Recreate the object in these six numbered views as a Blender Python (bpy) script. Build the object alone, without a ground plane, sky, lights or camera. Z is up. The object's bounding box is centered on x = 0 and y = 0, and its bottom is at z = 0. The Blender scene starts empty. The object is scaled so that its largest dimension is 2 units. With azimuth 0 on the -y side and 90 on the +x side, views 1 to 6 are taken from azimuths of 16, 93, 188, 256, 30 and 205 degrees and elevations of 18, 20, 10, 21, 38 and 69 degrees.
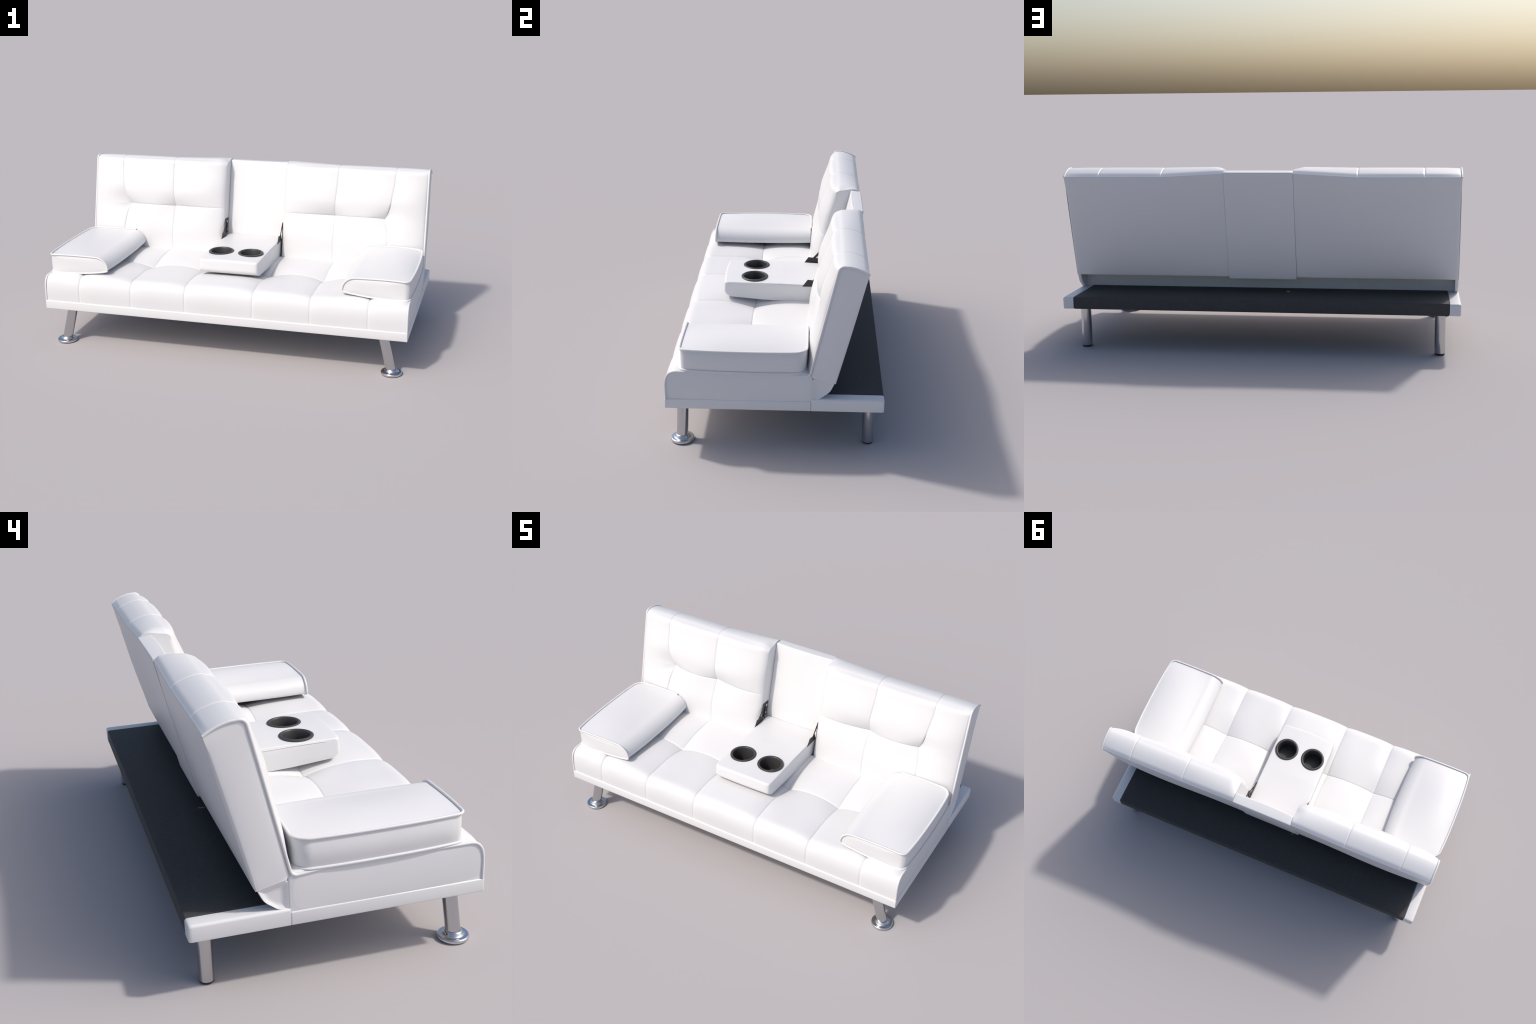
"""White tufted convertible sofa bed: fold-down cup-holder console, two loose
armrest pillows, black fabric deck behind, four chromed legs."""
import bpy, bmesh, math
import numpy as np
from mathutils import Vector, Matrix

# ------------------------------------------------------------------ materials
def principled(name, color, rough, metal=0.0, **kw):
    m = bpy.data.materials.new(name)
    m.use_nodes = True
    b = m.node_tree.nodes["Principled BSDF"]
    b.inputs["Base Color"].default_value = (*color, 1)
    b.inputs["Roughness"].default_value = rough
    b.inputs["Metallic"].default_value = metal
    for k, v in kw.items():
        b.inputs[k.replace("_", " ")].default_value = v
    return m, b

def add_grain(m, b, color, amount, scale, bump, bump_scale):
    """faint mottling of the colour and a fine bump, on object coordinates"""
    nt = m.node_tree
    tc = nt.nodes.new("ShaderNodeTexCoord")
    n1 = nt.nodes.new("ShaderNodeTexNoise")
    n1.inputs["Scale"].default_value = scale
    n1.inputs["Detail"].default_value = 4
    nt.links.new(tc.outputs["Object"], n1.inputs["Vector"])
    cr = nt.nodes.new("ShaderNodeValToRGB")
    lo = [max(0, c * (1 - amount)) for c in color]
    hi = [min(1, c * (1 + amount)) for c in color]
    cr.color_ramp.elements[0].position = 0.3
    cr.color_ramp.elements[0].color = (*lo, 1)
    cr.color_ramp.elements[1].position = 0.7
    cr.color_ramp.elements[1].color = (*hi, 1)
    nt.links.new(n1.outputs["Fac"], cr.inputs["Fac"])
    nt.links.new(cr.outputs["Color"], b.inputs["Base Color"])
    if bump:
        v = nt.nodes.new("ShaderNodeTexVoronoi")
        v.inputs["Scale"].default_value = bump_scale
        nt.links.new(tc.outputs["Object"], v.inputs["Vector"])
        bp = nt.nodes.new("ShaderNodeBump")
        bp.inputs["Strength"].default_value = bump
        bp.inputs["Distance"].default_value = 0.0006
        nt.links.new(v.outputs["Distance"], bp.inputs["Height"])
        nt.links.new(bp.outputs["Normal"], b.inputs["Normal"])

WHITE = (0.700, 0.699, 0.706)
LEATHER, _b = principled("white_leather", WHITE, 0.42)
add_grain(LEATHER, _b, WHITE, 0.006, 9, 0.05, 420)
BLACK = (0.045, 0.045, 0.046)
FABRIC, _b = principled("black_deck_fabric", BLACK, 0.75)
add_grain(FABRIC, _b, BLACK, 0.10, 60, 0.25, 700)
PLASTIC, _b = principled("black_plastic", (0.040, 0.040, 0.040), 0.45)
add_grain(PLASTIC, _b, (0.040, 0.040, 0.040), 0.05, 40, 0, 1)
IRON, _b = principled("black_painted_steel", (0.022, 0.022, 0.022), 0.5)
add_grain(IRON, _b, (0.022, 0.022, 0.022), 0.08, 50, 0, 1)
SATIN, _b = principled("satin_chrome", (0.60, 0.60, 0.61), 0.10, 1.0)
add_grain(SATIN, _b, (0.56, 0.56, 0.57), 0.01, 30, 0, 1)
CHROME, _b = principled("polished_chrome", (0.66, 0.67, 0.69), 0.07, 1.0)
add_grain(CHROME, _b, (0.66, 0.67, 0.69), 0.01, 30, 0, 1)
RUBBER, _b = principled("black_rubber", (0.012, 0.012, 0.012), 0.6)
add_grain(RUBBER, _b, (0.012, 0.012, 0.012), 0.1, 60, 0, 1)
STEEL, _b = principled("zinc_rivet", (0.6, 0.6, 0.62), 0.35, 1.0)
add_grain(STEEL, _b, (0.6, 0.6, 0.62), 0.02, 60, 0, 1)

# ------------------------------------------------------------------ helpers
def new_object(name, verts, faces, mat, parent=None, angle=35):
    me = bpy.data.meshes.new(name)
    me.from_pydata([tuple(map(float, v)) for v in verts], [], faces)
    me.validate()
    bm = bmesh.new(); bm.from_mesh(me)
    bmesh.ops.recalc_face_normals(bm, faces=bm.faces)
    bm.to_mesh(me); bm.free()
    return finish(me, name, mat, parent, angle)

def finish(me, name, mat, parent=None, angle=35):
    me.materials.append(mat)
    for p in me.polygons:
        p.use_smooth = True
    me.set_sharp_from_angle(angle=math.radians(angle))
    ob = bpy.data.objects.new(name, me)
    bpy.context.scene.collection.objects.link(ob)
    if parent:
        ob.parent = parent
    return ob

def grid_faces(nu, nt, close_t=True, close_u=False, base=0):
    f = []
    for i in range(nu if close_u else nu - 1):
        i2 = (i + 1) % nu
        for j in range(nt if close_t else nt - 1):
            j2 = (j + 1) % nt
            f.append((base + i * nt + j, base + i2 * nt + j, base + i2 * nt + j2, base + i * nt + j2))
    return f

def loft(name, rings, mat, parent, caps=True, angle=35, cap_bulge=0.0, axis=0, cap_rings=8):
    """skin closed rings; end caps are concentric rings shrinking to the middle"""
    R = np.asarray(rings, float)
    nu, nt = R.shape[:2]
    V = [R.reshape(-1, 3)]
    F = grid_faces(nu, nt)
    n = nu * nt
    if caps:
        for e, prev in ((0, 1), (nu - 1, nu - 2)) if cap_rings else ():
            ring = R[e]
            c = ring.mean(0)
            sgn = np.sign(ring[:, axis].mean() - R[nu // 2][:, axis].mean())
            last = e * nt
            for k in range(1, cap_rings + 1):
                s = 1 - k / (cap_rings + 0.6)
                rr = c + (ring - c) * s
                rr[:, axis] += sgn * cap_bulge * (1 - s ** 4)
                V.append(rr)
                for j in range(nt):
                    j2 = (j + 1) % nt
                    F.append((last + j, last + j2, n + j2, n + j))
                last = n
                n += nt
            F.append(tuple(last + j for j in range(nt)))
        if not cap_rings:
            F += [tuple(range(nt)), tuple((nu - 1) * nt + j for j in range(nt))]
    return new_object(name, np.vstack(V), F, mat, parent, angle)

def fillet(pts, seg=10, closed=False):
    """polyline of (a, b, radius) -> dense path with rounded corners"""
    P = [np.array(p[:2], float) for p in pts]
    rad = [p[2] if len(p) > 2 else 0 for p in pts]
    out = []
    n = len(P)
    for i in range(n):
        if rad[i] == 0 or (not closed and i in (0, n - 1)):
            out.append(P[i]); continue
        a, b, c = P[i - 1], P[i], P[(i + 1) % n]
        u = (a - b) / np.linalg.norm(a - b)
        v = (c - b) / np.linalg.norm(c - b)
        ang = math.acos(np.clip(u @ v, -1, 1))
        d = min(rad[i] / math.tan(ang / 2), 0.49 * np.linalg.norm(a - b), 0.49 * np.linalg.norm(c - b))
        r = d * math.tan(ang / 2)
        ctr = b + (u + v) / np.linalg.norm(u + v) * (r / math.sin(ang / 2))
        s, e = b + u * d - ctr, b + v * d - ctr
        a0 = math.atan2(s[1], s[0]); a1 = math.atan2(e[1], e[0])
        da = (a1 - a0 + math.pi) % (2 * math.pi) - math.pi
        for k in range(seg + 1):
            t = a0 + da * k / seg
            out.append(ctr + r * np.array([math.cos(t), math.sin(t)]))
    return np.array(out)

def arclen(P):
    return np.concatenate([[0], np.cumsum(np.linalg.norm(np.diff(P, axis=0), axis=1))])

def sample(P, s):
    L = arclen(P)
    return np.stack([np.interp(s, L, P[:, k]) for k in range(P.shape[1])], 1)

def knots(ks, n):
    """sample positions between knots, crowded at every knot; n per interval"""
    out = []
    for a, b, m in zip(ks[:-1], ks[1:], n if hasattr(n, "__len__") else [n] * (len(ks) - 1)):
        t = np.linspace(0, 1, m + 1)[:-1]
        out.append(a + (b - a) * (0.15 * t + 0.85 * (0.5 - 0.5 * np.cos(np.pi * t))))
    out.append([ks[-1]])
    return np.concatenate(out)

def smooth(a, b, x):
    t = np.clip((np.asarray(x, float) - a) / (b - a), 0, 1)
    return t * t * (3 - 2 * t)

def tube(name, path, r, mat, parent, closed=False, sides=10):
    P = np.array(path, float)
    n = len(P)
    rings = []
    prev_n = None
    for i in range(n):
        if closed:
            t = P[(i + 1) % n] - P[i - 1]
        else:
            t = P[min(i + 1, n - 1)] - P[max(i - 1, 0)]
        t = t / (np.linalg.norm(t) + 1e-12)
        if prev_n is None:
            ref = np.array([1.0, 0, 0]) if abs(t[0]) < 0.8 else np.array([0, 0, 1.0])
        else:
            ref = prev_n
        nn = ref - t * (ref @ t)
        nn /= np.linalg.norm(nn)
        prev_n = nn
        bb = np.cross(t, nn)
        a = np.linspace(0, 2 * np.pi, sides, endpoint=False)
        rings.append(P[i] + r * (np.cos(a)[:, None] * nn + np.sin(a)[:, None] * bb))
    V = np.vstack(rings)
    F = grid_faces(n, sides, True, closed)
    if not closed:
        F.append(tuple(range(sides)))
        F.append(tuple((n - 1) * sides + j for j in range(sides)))
    return new_object(name, V, F, mat, parent, 60)

def box(name, lo, hi, bevel, mat, parent, seg=4):
    bm = bmesh.new()
    bmesh.ops.create_cube(bm, size=1)
    for v in bm.verts:
        v.co = Vector([lo[k] + (v.co[k] + 0.5) * (hi[k] - lo[k]) for k in range(3)])
    if bevel:
        bmesh.ops.bevel(bm, geom=bm.edges[:], offset=bevel, segments=seg, profile=0.5, affect='EDGES')
    me = bpy.data.meshes.new(name)
    bm.to_mesh(me); bm.free()
    return finish(me, name, mat, parent, 50)

def lathe(name, prof, origin, mat, parent, n=48, axis=None, angle=40):
    """spin (radius, height) about z through origin; axis: bottom->top direction"""
    V, F = [], []
    rot = Matrix.Identity(3)
    if axis is not None:
        rot = Vector((0, 0, 1)).rotation_difference(Vector(axis).normalized()).to_matrix()
    m = len(prof)
    for i in range(n):
        a = 2 * math.pi * i / n
        for r, z in prof:
            V.append(rot @ Vector((r * math.cos(a), r * math.sin(a), z)) + Vector(origin))
    F = grid_faces(n, m, close_t=False, close_u=True)
    if prof[0][0] > 0:
        F.append(tuple(i * m for i in range(n)))
    if prof[-1][0] > 0:
        F.append(tuple(i * m + m - 1 for i in range(n)))
    ob = new_object(name, V, F, mat, parent, angle)
    bm = bmesh.new(); bm.from_mesh(ob.data)
    bmesh.ops.remove_doubles(bm, verts=bm.verts, dist=1e-6)
    bmesh.ops.recalc_face_normals(bm, faces=bm.faces)
    bm.to_mesh(ob.data); bm.free()
    ob.data.set_sharp_from_angle(angle=math.radians(angle))
    return ob

def plate(name, outline_yz, x0, x1, mat, parent):
    """flat sheet cut in the yz plane, from x0 to x1"""
    n = len(outline_yz)
    V = [(x0, y, z) for y, z in outline_yz] + [(x1, y, z) for y, z in outline_yz]
    F = [tuple(range(n)), tuple(range(2 * n - 1, n - 1, -1))]
    F += [(i, (i + 1) % n, n + (i + 1) % n, n + i) for i in range(n)]
    return new_object(name, V, F, mat, parent, 20)

def empty(name, label, category):
    e = bpy.data.objects.new(name, None)
    bpy.context.scene.collection.objects.link(e)
    e["label"] = label
    e["category"] = category
    return e

sofa = empty("sofa_bed", "white tufted leather sofa bed with fold-down cup holder console", "sofa")

# ------------------------------------------------------------------ sizes
HALF = 0.9845           # half width of the upholstery
Z_STRIP = 0.250         # top of the frame's strip, foot of the seat cushion
Z_SEAT = 0.386          # piping height of the seat
Y_FRONT, Y_HINGE = -0.4870, 0.166
ROW = -0.133            # cross seam of the seat
SEAT_SEAMS = [-0.787, -0.489, -0.185, 0.185, 0.489, 0.787]

# ------------------------------------------------------------------ seat cushion
def column_factors(x, seams, half):
    """for each x: (a) how far it lies from a pulled seam (0 at the seam, 1 free),
    (b) pillow swelling across the column (0 at its edges, 1 in the middle)"""
    ks = [-half] + list(seams) + [half]
    fe, fp = np.ones_like(x), np.ones_like(x)
    for i in range(len(ks) - 1):
        a, b = ks[i], ks[i + 1]
        m = (x >= a - 1e-9) & (x <= b + 1e-9)
        s = np.clip((x[m] - a) / (b - a), 0, 1)
        if i == 0:
            fe[m] = 1 - s ** 2
        elif i == len(ks) - 2:
            fe[m] = 1 - (1 - s) ** 2
        else:
            fe[m] = 1 - np.abs(2 * s - 1) ** 2.2
        fp[m] = 1 - np.abs(2 * s - 1) ** 3.5
    return fe, fp

def nearest(x, seams):
    return np.min(np.abs(np.asarray(x)[:, None] - np.asarray(seams)[None, :]), 1)

def seat_nose(r=0.067, z0=0.288):
    """rounded front edge of the seat, as half a superellipse"""
    return np.array([(Y_FRONT + 0.0005 + r - r * math.sin(a) ** 0.74, z0 + (Z_SEAT - z0) * max(0, math.cos(a)) ** 0.74)
                     for a in np.linspace(0, math.pi / 2, 40)])

def build_seat():
    """closed profile (rear foot, rear, top, rounded front) swept across the width;
    every seam crossing is pulled down, every panel swells a little"""
    path = np.vstack([fillet([(0.172, Z_STRIP - 0.01), (0.172, Z_SEAT, 0.02), (0.0, Z_SEAT)], seg=16),
                      seat_nose(), [(Y_FRONT + 0.001, Z_STRIP - 0.01)]])
    L = arclen(path)
    top = np.where(path[:, 1] > Z_SEAT - 0.0005)[0]
    s_row = np.interp(-ROW, -path[top, 0], L[top])
    s_rear = L[top[0]]
    s = np.concatenate([knots([0, s_rear, s_row], [14, 46])[:-1], knots([s_row, L[-1]], [100])])
    P = sample(path, s)
    T = np.gradient(P, s, axis=0)
    T /= np.linalg.norm(T, axis=1)[:, None]
    N = np.stack([T[:, 1], -T[:, 0]], 1)
    if N[len(N) // 3, 1] < 0:
        N = -N
    s_corner = s[np.argmin(np.abs(N[:, 1] - 0.707) + 10 * (s < s_row))]
    d_row = np.abs(s - s_row)
    fbe = 1 - (1 - np.clip(d_row / np.where(s < s_row, 0.20, 0.16), 0, 1)) ** 2
    b = np.where(s < s_row, (s_row - s) / (s_row - s_rear), (s - s_row) / (L[-1] - s_row))
    fbp = 1 - np.abs(2 * np.clip(b, 0, 1) - 1) ** 2.6
    up = smooth(0, 1, np.clip(N[:, 1], 0, 1))
    p_amp = SEAT_P[1] + (SEAT_P[0] - SEAT_P[1]) * up
    rear = s < s_rear
    xs = knots([-HALF] + SEAT_SEAMS + [HALF], 36)
    fe, fp = column_factors(xs, SEAT_SEAMS, HALF)
    seam_x = nearest(xs, SEAT_SEAMS)
    edge = HALF - np.abs(xs)
    rings = []
    for i, x in enumerate(xs):
        disp = -SEAT_E * (1 - fe[i]) * (1 - fbe) + p_amp * fp[i] * fbp
        disp -= 0.0022 * math.exp(-(seam_x[i] / 0.0035) ** 2) * (0.4 + 0.6 * smooth(0, 0.05, d_row))
        inside = fp[i] if abs(x) > abs(SEAT_SEAMS[0]) else 1
        disp -= 0.0018 * np.exp(-(d_row / 0.0035) ** 2) * inside
        r = 0.008
        if edge[i] < r:
            disp -= r - math.sqrt(r * r - (r - edge[i]) ** 2)
        # stuffing is fuller under the front of the console
        disp += 0.011 * math.exp(-(x / 0.24) ** 4) * np.exp(-((P[:, 0] + 0.35) / 0.085) ** 2) * np.clip(N[:, 1], 0, 1)
        # the piped ends keep a tighter corner than the middle
        disp += 0.0025 * np.exp(-((s - s_corner) / 0.028) ** 2) * smooth(0.14, 0.0, edge[i])
        disp = np.where(rear, np.minimum(disp, 0), disp)
        q = P + N * disp[:, None]
        rings.append(np.column_stack([np.full(len(q), x), q]))
    return loft("seat_cushion", rings, LEATHER, sofa, cap_rings=0)

SEAT_E, SEAT_P = 0.031, (0.0128, 0.005)
seat = build_seat()

# ------------------------------------------------------------------ backrest
B_FOOT_REAR = (0.275, 0.341)
B_FOOT = (0.164, 0.366)
B_CREST = (0.281, 0.898)
B_REAR = (0.408, 0.860)
INNER = 0.1735
B_SEAMS = [0.481, 0.785]
Z_ROW = 0.631

def crest_curve(n=17):
    """domed top from the front crest to the rear edge"""
    a, c, b = np.array(B_CREST), np.array((0.352, 0.900)), np.array(B_REAR)
    t = np.linspace(0, 1, n)[:, None]
    return a * (1 - t) ** 2 + 2 * c * t * (1 - t) + b * t ** 2

def soften(path, crest, rear, step=0.0025, passes=30):
    """resample and relax the profile between the front face and the rear edge"""
    n = int(arclen(path)[-1] / step)
    q = sample(path, np.linspace(0, arclen(path)[-1], n))
    i1 = np.argmin(np.hypot(q[:, 0] - rear[0], q[:, 1] - rear[1]))
    i0 = np.argmin(np.hypot(q[:, 0] - crest[0], q[:, 1] - crest[1]))
    w = np.zeros(n)
    w[i0 - 40:i1 - 2] = 1
    for _ in range(passes):
        m = q.copy()
        m[1:-1] = 0.25 * q[:-2] + 0.5 * q[1:-1] + 0.25 * q[2:]
        q = q * (1 - w[:, None]) + m * w[:, None]
    return q

def build_back(side):
    """profile (underside, front, domed crest, rear) swept from the centre gap to the
    piped outer end; two columns stitched across at Z_ROW and a plain outer column"""
    dome = [(*q, 0) for q in crest_curve()]
    path = fillet([B_FOOT_REAR, (*B_FOOT, 0.016), (*B_CREST, 0.05)] + dome[5:-1] + [(*B_REAR, 0.004),
                   (B_FOOT_REAR[0] + 0.002, B_FOOT_REAR[1] + 0.003)], seg=20)
    path = soften(path, B_CREST, B_REAR)
    L = arclen(path)
    i_foot = np.argmin(np.hypot(path[:, 0] - B_FOOT[0], path[:, 1] - B_FOOT[1]))
    i_rear = np.argmin(np.hypot(path[:, 0] - B_REAR[0], path[:, 1] - B_REAR[1]))
    s_foot, s_rear = L[i_foot], L[i_rear]
    i_crest = np.argmin(np.hypot(path[:, 0] - B_CREST[0], path[:, 1] - B_CREST[1]))
    run = list(range(i_foot, i_crest + 1))
    s_row = np.interp(Z_ROW, path[run, 1], L[run])
    s = np.concatenate([knots([0, s_foot], [8])[:-1], knots([s_foot, s_row], [50])[:-1],
                        knots([s_row, s_rear], [90])[:-1], knots([s_rear, L[-1]], [40])])
    P = sample(path, s)
    T = np.gradient(P, s, axis=0)
    T /= np.linalg.norm(T, axis=1)[:, None] + 1e-12
    N = np.stack([-T[:, 1], T[:, 0]], 1)
    d_row = np.abs(s - s_row)
    upper = s > s_row
    front = (s >= s_foot) & (s <= s_rear)
    back = s > s_rear
    fbe = 1 - (1 - np.clip(d_row / np.where(upper, 0.085, 0.16), 0, 1)) ** 2
    b = np.where(upper, (s - s_row) / (s_rear - s_row), (s_row - s) / (s_row - s_foot))
    fbp = 1 - np.abs(2 * np.clip(b, 0, 1) - 1) ** np.where(upper & (b < 0.5), 4.0, 2.6)
    on_top = smooth(0.25, 0.95, N[:, 1]) * upper
    zz = P[:, 1]
    w_top = (1 - 0.45 * smooth(0.70, 0.88, zz)) * (1 - 0.80 * on_top)
    p_amp = np.where(upper, BACK_P[0], BACK_P[1]) * w_top
    p_soft = (BACK_P[1] + (BACK_P[0] - BACK_P[1]) * smooth(-0.1, 0.1, s - s_row)) * w_top
    e_amp = BACK_E * w_top * (0.70 + 0.30 * smooth(0.38, 0.52, zz))
    p_amp = p_amp * (1 - 0.6 * on_top)
    p_soft = p_soft * (1 - 0.6 * on_top)
    taper_rear = smooth(0, 0.03, s_rear - s)
    taper_foot = smooth(-0.012, 0.014, s - s_foot)
    ks = [INNER] + B_SEAMS + [HALF]
    xs = np.concatenate([knots(ks[:2], [60])[:-1], knots(ks[1:], 48)])
    rings = []
    # the outer seam bows in to its button
    shift2 = np.where(zz > Z_ROW, -0.030 + 0.058 * (1 - np.exp(-(zz - Z_ROW) / 0.10)),
                      -0.030 + 0.028 * (1 - np.exp(-(Z_ROW - zz) / 0.06)))
    shift1 = 0.010 * smooth(Z_ROW, 0.85, zz) - 0.004
    sb = np.clip((s - s_rear) / (L[-1] - s_rear), 0, 1)
    for x in xs:
        outer = x > B_SEAMS[1] + 1e-6
        if x <= B_SEAMS[0]:
            t = (x - INNER) / (B_SEAMS[0] - INNER)
            fe = 1 - t ** 2.6
            fp = 1 - max(0, 2 * t - 1) ** 2.6
            hat2, hat1 = 0, t
        elif not outer:
            t = (x - B_SEAMS[0]) / (B_SEAMS[1] - B_SEAMS[0])
            fe = 1 - abs(2 * t - 1) ** 2.4
            fp = 1 - abs(2 * t - 1) ** 2.6
            hat2, hat1 = t, 1 - t
        else:
            t = (x - B_SEAMS[1]) / (HALF - B_SEAMS[1])
            fe = 1 - (1 - t) ** 2
            fp = 1 - abs(2 * t - 1) ** 2.4
            hat2, hat1 = 1 - t, 0
        if outer:
            # no stitched row here, only a soft fold fading to the piping
            fold = np.exp(-(d_row / 0.06) ** 2) * (1 - t) ** 1.2
            soft_d = np.sqrt(d_row ** 2 + (0.16 * t) ** 2)
            fbo = 1 - (1 - np.clip(soft_d / 0.13, 0, 1)) ** 2
            disp = e_amp * (1 - (1 - fe) * (1 - fbo)) * (1 - 0.12 * fold) + 0.45 * p_soft * fp * (1 - fold)
            disp = disp * math.sqrt(max(0, 1 - t ** 2.2))
        else:
            disp = e_amp * (fe + fbe - fe * fbe) + p_amp * fp * fbp
        seam = min(abs(x - q) for q in B_SEAMS)
        disp = disp - 0.0024 * math.exp(-(seam / 0.0035) ** 2) * (0.4 + 0.6 * smooth(0, 0.05, d_row))
        row_in = (1 - smooth(0.0, 0.12, t)) if outer else 1
        disp = disp - 0.0024 * np.exp(-(d_row / 0.0035) ** 2) * row_in
        disp = disp * taper_rear * taper_foot
        edge_o = HALF - x
        if edge_o < 0.012:
            disp = disp - (0.012 - math.sqrt(0.012 ** 2 - (0.012 - edge_o) ** 2)) * taper_rear
        edge_i = x - INNER
        if edge_i < ROLL:
            # upholstery rolls over to the inner end
            k = math.sqrt(max(0, 1 - (1 - edge_i / ROLL) ** 2)) ** 1.2
            roll = 0.010 * (1 - math.sqrt(max(0, 1 - (1 - min(edge_i, 0.03) / 0.03) ** 2)))
            disp = disp * (on_top + (1 - on_top) * k) - roll * (1 - on_top) * taper_foot * taper_rear
        disp = np.where(front, disp, 0)
        # rear cover stuffed out a little, rolled round the outer corner
        u = (x - INNER) / (HALF - INNER)
        disp = disp + back * BACK_REAR * (math.sin(math.pi * u ** 1.5) ** 0.8 if 0 < u < 1 else 0) * np.sin(np.pi * sb) ** 0.9
        if edge_o < 0.016:
            rr = 0.016 - math.sqrt(0.016 ** 2 - (0.016 - edge_o) ** 2)
            disp = disp - back * rr * smooth(0, 0.25, sb) * 0.8
        q = P + N * disp[:, None]
        # crest climbs a little toward the centre panel, most at its rear edge
        rise = 1 - np.clip((x - INNER) / (0.47 - INNER), 0, 1)
        q[:, 1] += rise * (0.003 + 0.014 * smooth(0.29, 0.40, q[:, 0])) * smooth(0.72, 0.86, P[:, 1]) * smooth(0.27, 0.30, q[:, 0])
        if edge_i < 0.055:
            q[:, 1] -= 0.017 * (1 - edge_i / 0.055) ** 2 * smooth(0.74, 0.87, P[:, 1]) * (1 - smooth(0.31, 0.40, q[:, 0])) * (~back)
        xx = x + hat2 * shift2 * front + hat1 * shift1 * front
        rings.append(np.column_stack([side * (xx + 0 * s), q]))
    return loft("backrest_cushion", rings, LEATHER, sofa, cap_rings=0)

ROLL = 0.20             # width over which the inner end is rolled back
BACK_E, BACK_P, BACK_REAR = 0.038, (0.015, 0.004), 0.015
for side in (1, -1):
    build_back(side)

# ------------------------------------------------------------------ end panels
def end_panel(name, side, lower, upper, x, bulge, n=40, m=24):
    """padded cover on an end: patch between a lower and an upper curve in the yz plane"""
    lo = sample(lower, np.linspace(0, arclen(lower)[-1], n))
    hi = sample(upper, np.linspace(0, arclen(upper)[-1], n))
    V = []
    for i in range(n):
        u = i / (n - 1)
        for j in range(m):
            v = 0.5 - 0.5 * math.cos(math.pi * j / (m - 1))
            p = lo[i] * (1 - v) + hi[i] * v
            h = (4 * u * (1 - u)) ** 0.6 * (4 * v * (1 - v)) ** 0.6
            V.append((side * (x + bulge * h), p[0], p[1]))
    return new_object(name, V, grid_faces(n, m, close_t=False), LEATHER, sofa, 60)

for side in (1, -1):
    nose = seat_nose(0.052, 0.310)
    top_edge = np.vstack([nose[::-1][nose[::-1][:, 1] > 0.32], [(0.0, Z_SEAT), (0.150, 0.378), (0.165, 0.366)]])
    hem = np.array([(Y_FRONT + 0.002, 0.250)] + [(y, 0.250 - 0.009 * math.sin(math.pi * (y + 0.484) / 0.648)) for y in np.linspace(-0.46, 0.15, 20)] + [(0.1645, 0.252)])
    end_panel("seat_end_panel", side, hem, top_edge, HALF - 0.001, 0.0055)
    end_panel("back_end_panel", side, np.array([(B_FOOT[0] + 0.004, B_FOOT[1] + 0.004), (B_CREST[0] + 0.003, B_CREST[1] - 0.012)]),
              np.array([(B_FOOT_REAR[0] - 0.004, B_FOOT_REAR[1] + 0.003), (B_REAR[0] - 0.004, B_REAR[1] - 0.003)]), HALF - 0.001, 0.005)

# ------------------------------------------------------------------ piping
def offset_path(P, d):
    T = np.gradient(P, axis=0)
    T /= np.linalg.norm(T, axis=1)[:, None] + 1e-12
    return P + d * np.stack([-T[:, 1], T[:, 0]], 1)

for side in (1, -1):
    dome = [(*q, 0) for q in crest_curve()]
    p = np.vstack([[(Y_FRONT + 0.001, Z_STRIP + 0.002)], seat_nose(0.052, 0.310)[::-1],
                   fillet([(-0.30, Z_SEAT), (0.0, Z_SEAT + 0.002, 0.3), (0.158, 0.374, 0.022), (B_CREST[0], B_CREST[1], 0.05)]
                          + dome[5:], seg=14)])
    p = sample(p, np.linspace(0, arclen(p)[-1], 260))
    pts = np.column_stack([np.full(len(p), side * (HALF - 0.0005)), p])
    tube("piping", pts, 0.0052, LEATHER, sofa)

# ------------------------------------------------------------------ frame
box("frame_strip", (-0.9885, -0.4925, 0.2040), (0.9885, 0.1653, 0.2515), 0.0045, LEATHER, sofa)
for side in (1, -1):
    a, b = sorted((side * 0.934, side * 0.9875))
    # side rail, face slightly swollen
    prof = fillet([(a, 0.2040, 0.003), (b, 0.2040, 0.003), (b, 0.2640, 0.010), (a, 0.2640, 0.003)] if side > 0 else
                  [(a, 0.2040, 0.003), (b, 0.2040, 0.003), (b, 0.2640, 0.003), (a, 0.2640, 0.010)], seg=6, closed=True)
    rings = []
    for y, k in [(0.166, 1), (0.30, 1), (0.44, 1), (0.478, 1), (0.486, 0.9), (0.490, 0.55), (0.4915, 0.0)]:
        q = prof.copy()
        zc = 0.2375
        q[:, 1] = np.where(q[:, 1] > zc, q[:, 1] - 0.008 * (1 - k), q[:, 1] + 0.003 * (1 - k))
        outer = np.abs(q[:, 0]) > 0.96
        q[outer, 0] -= side * 0.008 * (1 - k)
        bulge = 0.002 * (1 - ((q[:, 1] - zc) / 0.032) ** 2)
        q[outer, 0] += side * np.maximum(bulge, 0)[outer]
        rings.append(np.column_stack([q[:, 0], np.full(len(q), y), q[:, 1]]))
    loft("side_rail", rings, LEATHER, sofa, axis=1, cap_rings=2, angle=40)
box("rear_deck", (-0.9325, 0.150, 0.2035), (0.9325, 0.4905, 0.2650), 0.005, FABRIC, sofa)
box("underside_cover", (-0.96, -0.465, 0.2020), (0.96, 0.145, 0.2060), 0, LEATHER, sofa)
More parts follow.
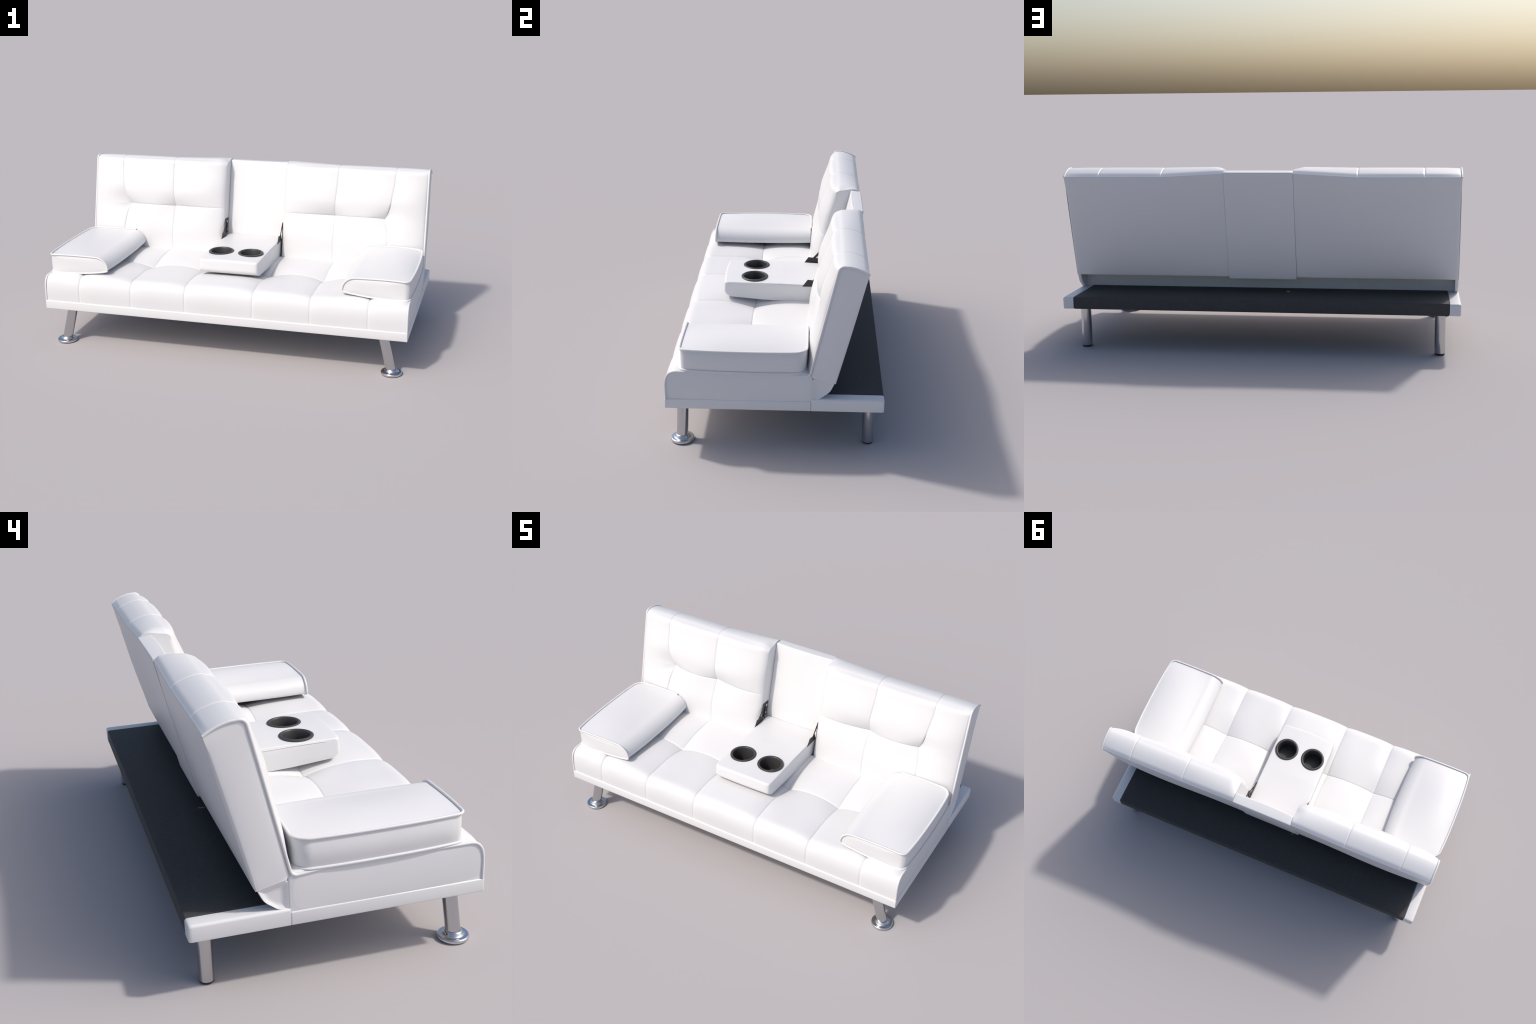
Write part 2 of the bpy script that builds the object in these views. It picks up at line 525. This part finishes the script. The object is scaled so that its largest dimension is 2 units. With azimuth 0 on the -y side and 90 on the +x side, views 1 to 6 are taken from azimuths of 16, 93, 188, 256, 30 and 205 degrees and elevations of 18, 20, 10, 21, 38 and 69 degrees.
box("deck_catch", (-0.136, 0.2685, 0.2640), (-0.120, 0.2735, 0.2657), 0.0004, SATIN, sofa, seg=2)

# hinge covers under the backrest ends
for side in (1, -1):
    prof = fillet([(0.167, 0.252, 0.004), (0.167, 0.366, 0.012), (0.272, 0.345, 0.006), (0.250, 0.298, 0.06), (0.205, 0.264, 0.04)], seg=8, closed=True)
    c = prof.mean(0)
    rings = []
    for x, s in [(0.966, 0.98), (0.968, 1.0), (0.972, 1.0), (0.979, 0.985), (0.9825, 0.94), (0.9815, 0.86), (0.977, 0.70), (0.974, 0.5)]:
        q = c + (prof - c) * s
        rings.append(np.column_stack([np.full(len(q), side * x), q]))
    loft("hinge_cover", rings, LEATHER, sofa, cap_rings=2)

# ------------------------------------------------------------------ centre back panel
prof = fillet([(0.247, 0.330, 0.006), (0.263, 0.475, 0.02), (0.362, 0.891, 0.006), (0.413, 0.884, 0.006), (0.281, 0.330, 0.006)], seg=6, closed=True)
c = prof.mean(0)
rings = []
for x, d in [(-0.1725, 0.004), (-0.1718, 0.0015), (-0.169, 0.0)] + [(x, 0) for x in np.linspace(-0.15, 0.15, 13)] + [(0.169, 0.0), (0.1718, 0.0015), (0.1725, 0.004)]:
    nrm = prof - c
    nrm /= np.linalg.norm(nrm, axis=1)[:, None]
    q = prof - nrm * d
    front = q[:, 0] < np.interp(q[:, 1], [0.33, 0.89], [0.262, 0.385])
    q[front, 0] -= 0.003 + 0.006 * (1 - (x / 0.1715) ** 2)
    rings.append(np.column_stack([np.full(len(q), x), q]))
loft("centre_back_panel", rings, LEATHER, sofa, cap_rings=2)

# ------------------------------------------------------------------ console
CUPS = [(0.083, -0.1415), (-0.083, -0.1415)]
CUP_R, CUP_IN = 0.0695, 0.0565
def build_console():
    W = 0.1645
    xs = np.concatenate([-W + 0.009 * (1 - np.cos(np.linspace(0, np.pi / 2, 7)[:-1] )), np.linspace(-W + 0.009, W - 0.009, 25),
                         W - 0.009 * (1 - np.cos(np.linspace(np.pi / 2, 0, 7)[1:]))])
    rings = []
    for x in xs:
        e = W - abs(x)
        rr = 0.009 - math.sqrt(max(0, 0.009 ** 2 - (0.009 - min(e, 0.009)) ** 2))
        rf = 0.018 - math.sqrt(max(0, 0.018 ** 2 - (0.018 - min(e, 0.018)) ** 2))
        crown = 0.006 * (1 - (x / W) ** 2)
        bow = 0.006 * (1 - (x / W) ** 2)
        prof = fillet([(-0.294 - bow + rf * 0.9, 0.4890 + crown - rr * 0.3, 0.014), (-0.298 - bow + rf * 0.9, 0.425, 0.04), (-0.265, 0.409, 0.05),
                       (-0.10, 0.394, 0.2), (0.235, 0.376, 0.01), (0.255, 0.475 - rr * 0.3, 0.006), (0.0, 0.4855 + crown - rr * 0.3, 0.3)], seg=8, closed=True)
        rings.append(np.column_stack([np.full(len(prof), x), prof]))
    ob = loft("armrest_console", rings, LEATHER, sofa, cap_rings=2, cap_bulge=0.002, angle=40)
    # bore the two cup wells
    for cx, cy in CUPS:
        bm = bmesh.new()
        bmesh.ops.create_cone(bm, cap_ends=True, segments=64, radius1=CUP_IN + 0.005, radius2=CUP_IN + 0.005, depth=0.2,
                              matrix=Matrix.Translation((cx, cy, 0.404 + 0.1)))
        me = bpy.data.meshes.new("well"); bm.to_mesh(me); bm.free()
        cut = bpy.data.objects.new("well", me)
        bpy.context.scene.collection.objects.link(cut)
        mod = ob.modifiers.new("well", 'BOOLEAN')
        mod.operation = 'DIFFERENCE'; mod.solver = 'EXACT'; mod.object = cut
        dg = bpy.context.evaluated_depsgraph_get()
        res = bpy.data.meshes.new_from_object(ob.evaluated_get(dg))
        ob.modifiers.clear()
        old = ob.data; ob.data = res
        bpy.data.meshes.remove(old)
        bpy.data.objects.remove(cut); bpy.data.meshes.remove(me)
    ob.data.name = "armrest_console"
    return ob
console = build_console()
for cx, cy in CUPS:
    z = 0.4952
    lathe("cup_holder", [(0, z - 0.0835), (0.048, z - 0.0835), (0.0515, z - 0.0805), (CUP_IN - 0.0015, z - 0.004), (CUP_IN + 0.001, z + 0.001),
                         (CUP_IN + 0.003, z + 0.0022), (CUP_R - 0.004, z + 0.0018), (CUP_R, z - 0.001), (CUP_R, z - 0.006),
                         (CUP_IN + 0.004, z - 0.008), (CUP_IN + 0.003, z - 0.0860), (0, z - 0.0860)], (cx, cy, 0), PLASTIC, console, n=64)
# welt line between the console's top panel and its sides
for side in (1, -1):
    p = np.array([(side * 0.1652, y, 0.4815 - 0.010 * smooth(-0.2, 0.2, y)) for y in np.linspace(-0.235, 0.20, 30)])
    tube("console_seam", p, 0.0016, LEATHER, console, sides=6)

# ------------------------------------------------------------------ console hinges
for side in (1, -1):
    x0, x1 = side * 0.1680, side * 0.1700
    h = plate("hinge_arm", [(0.110, 0.471), (0.137, 0.509), (0.196, 0.503), (0.200, 0.471)], side * 0.1652, side * 0.1676, IRON, sofa)
    plate("hinge_bracket", [(0.252, 0.482), (0.199, 0.485), (0.214, 0.571), (0.268, 0.566)], side * 0.1702, side * 0.1722, IRON, h)
    plate("hinge_link", [(0.160, 0.504), (0.172, 0.500), (0.226, 0.556), (0.217, 0.566)], x0, x1, IRON, h)
    plate("dark_strip", [(0.192, 0.368), (0.200, 0.368), (0.236, 0.545), (0.228, 0.548)], side * 0.1655, side * 0.1678, IRON, h)  # narrow dark line behind the console, modelled as a thin black bar
    for y, z in ((0.2475, 0.547), (0.238, 0.502)):
        lathe("rivet", [(0.0070, 0), (0.0070, 0.0012), (0.004, 0.0024), (0, 0.0027)], (side * 0.1702, y, z), STEEL, h, n=16, axis=(-side, 0, 0))

# ------------------------------------------------------------------ legs
for side in (1, -1):
    foot = Vector((side * 0.9055, -0.4285, 0.010))
    top = Vector((side * 0.8560, -0.4270, 0.2068))
    d = top - foot
    leg = lathe("front_leg", [(0.0264, 0), (0.0264, d.length)], foot, SATIN, sofa, n=48, axis=d)
    lathe("foot_disc", [(0, 0), (0.052, 0), (0.0540, 0.002), (0.0548, 0.007), (0.0538, 0.0115), (0.0505, 0.0142), (0.0465, 0.0140),
                        (0.041, 0.0132), (0.0355, 0.0148), (0.0318, 0.0205), (0.0295, 0.0270), (0.0265, 0.0290), (0, 0.0290)],
          (foot.x, foot.y, 0), CHROME, leg, n=64, angle=60)
    rear = lathe("rear_leg", [(0.0258, 0.007), (0.0258, 0.207)], (side * 0.891, 0.4265, 0), SATIN, sofa, n=48)
    lathe("leg_cap", [(0.0235, 0), (0.0250, 0.002), (0.0250, 0.0072)], (side * 0.891, 0.4265, 0), RUBBER, rear, n=40)

# ------------------------------------------------------------------ loose armrest pillows
def build_pillow(side):
    root = empty("armrest_pillow", "white leather wedge pillow with piped edges lying on the seat", "cushion")
    y0, y1 = -0.418, 0.144
    OUT, TIP = 0.977, 0.645
    R0, R1 = 0.026, 0.050
    def section(y):
        """outline in xz at depth y, as four runs: outer wall, top, nose, underside"""
        t = (y - y0) / (y1 - y0)
        e0, e1 = y - y0, y1 - y
        out = OUT
        if e0 < R0: out -= R0 - math.sqrt(R0 * R0 - (R0 - e0) ** 2)
        if e1 < R1: out -= R1 - math.sqrt(R1 * R1 - (R1 - e1) ** 2)
        mid = 1 - abs(2 * t - 1) ** 2.5
        out += 0.012 * mid
        tip = TIP - 0.012 * mid
        z_top = 0.4895 - 0.003 * t
        lo = 0.394 - 0.006 * t
        crown = 0.003 + 0.019 * mid
        wall = [(out + 0.008 * math.sin(math.pi * k / 10) * min(1, e0 / 0.05), lo + (z_top - lo) * k / 10) for k in range(11)]
        xb = 0.715                                    # where the nose begins
        topr = []
        for k in range(1, 21):
            u = k / 20
            topr.append((out + (xb - out) * u, z_top + 0.002 * u + crown * math.sin(math.pi * u ** 0.8)))
        nose = []
        zt = topr[-1][1]; zn = 0.428
        for k in range(1, 13):
            a = math.pi / 2 * k / 12
            nose.append((xb - (xb - tip) * math.sin(a) ** 1.0, zn + (zt - zn) * math.cos(a) ** 1.0))
        for k in range(1, 5):
            a = math.pi / 2 * k / 4
            nose.append((tip + 0.012 * (1 - math.cos(a)), zn - 0.010 * math.sin(a)))
        under = []
        xn, zu = nose[-1]
        for k in range(1, 20):
            u = k / 20
            under.append((xn + (out - xn) * u, zu + (lo - zu) * u ** 0.75 - 0.006 * math.sin(math.pi * u)))
        return np.array(wall + topr + nose + under), (len(wall), len(topr), len(nose))
    ys = np.concatenate([y0 + R0 * (1 - np.cos(np.linspace(0, np.pi / 2, 8)))[:-1], np.linspace(y0 + R0, y1 - R1, 30),
                         y1 - R1 * (1 - np.sin(np.linspace(0, np.pi / 2, 14)))[1:]])
    ys = np.concatenate([[y0 + 0.0], ys[1:-1], [y1]])
    rings = []
    for y in ys:
        q, runs = section(y)
        rings.append(np.column_stack([side * q[:, 0], np.full(len(q), y), q[:, 1]]))
    body = loft("pillow_cover", rings, LEATHER, root, axis=1, cap_bulge=0.006, cap_rings=8, angle=50)
    R = np.array(rings)
    nw, ntp, nn = runs
    i_top = nw - 1
    i_tip = nw + ntp + 11
    front_top = R[0][i_top:i_tip + 1][::-1]
    rear_top = R[-1][i_top:i_top + ntp + 2]
    up = np.vstack([front_top, R[1:-1, i_top], rear_top])
    lo_i = 0
    front_lo = R[0][list(range(i_tip, R.shape[1])) + [0]]
    rear_lo = R[-1][list(range(i_tip + 5, R.shape[1])) + [0]][::-1]
    low = np.vstack([front_lo, R[1:-1, 0], rear_lo])
    for path in (up, low):
        L = arclen(path)
        keep = np.concatenate([[True], np.diff(L) > 1e-4])
        q = path[keep]
        p = sample(q, np.linspace(0, arclen(q)[-1], 220))
        # the welt stands proud of the cover: outward, and up (or down) past the edge
        out_x = np.clip(np.abs(p[:, 0]) - 0.90, 0, 0.05) / 0.05
        p[:, 0] += side * 0.0025 * out_x - side * 0.003 * (np.abs(p[:, 0]) < 0.70)
        p[:, 2] += 0.003 if path is up else -0.0005
        p[:, 1] += np.where(p[:, 1] < y0 + 0.02, -0.002, np.where(p[:, 1] > y1 - 0.02, 0.002, 0))
        tube("pillow_piping", p, 0.0050, LEATHER, body)
    base = Vector((side * 0.81, -0.14, 0.39))
    root.location = base
    body.location = -base
for side in (1, -1):
    build_pillow(side)
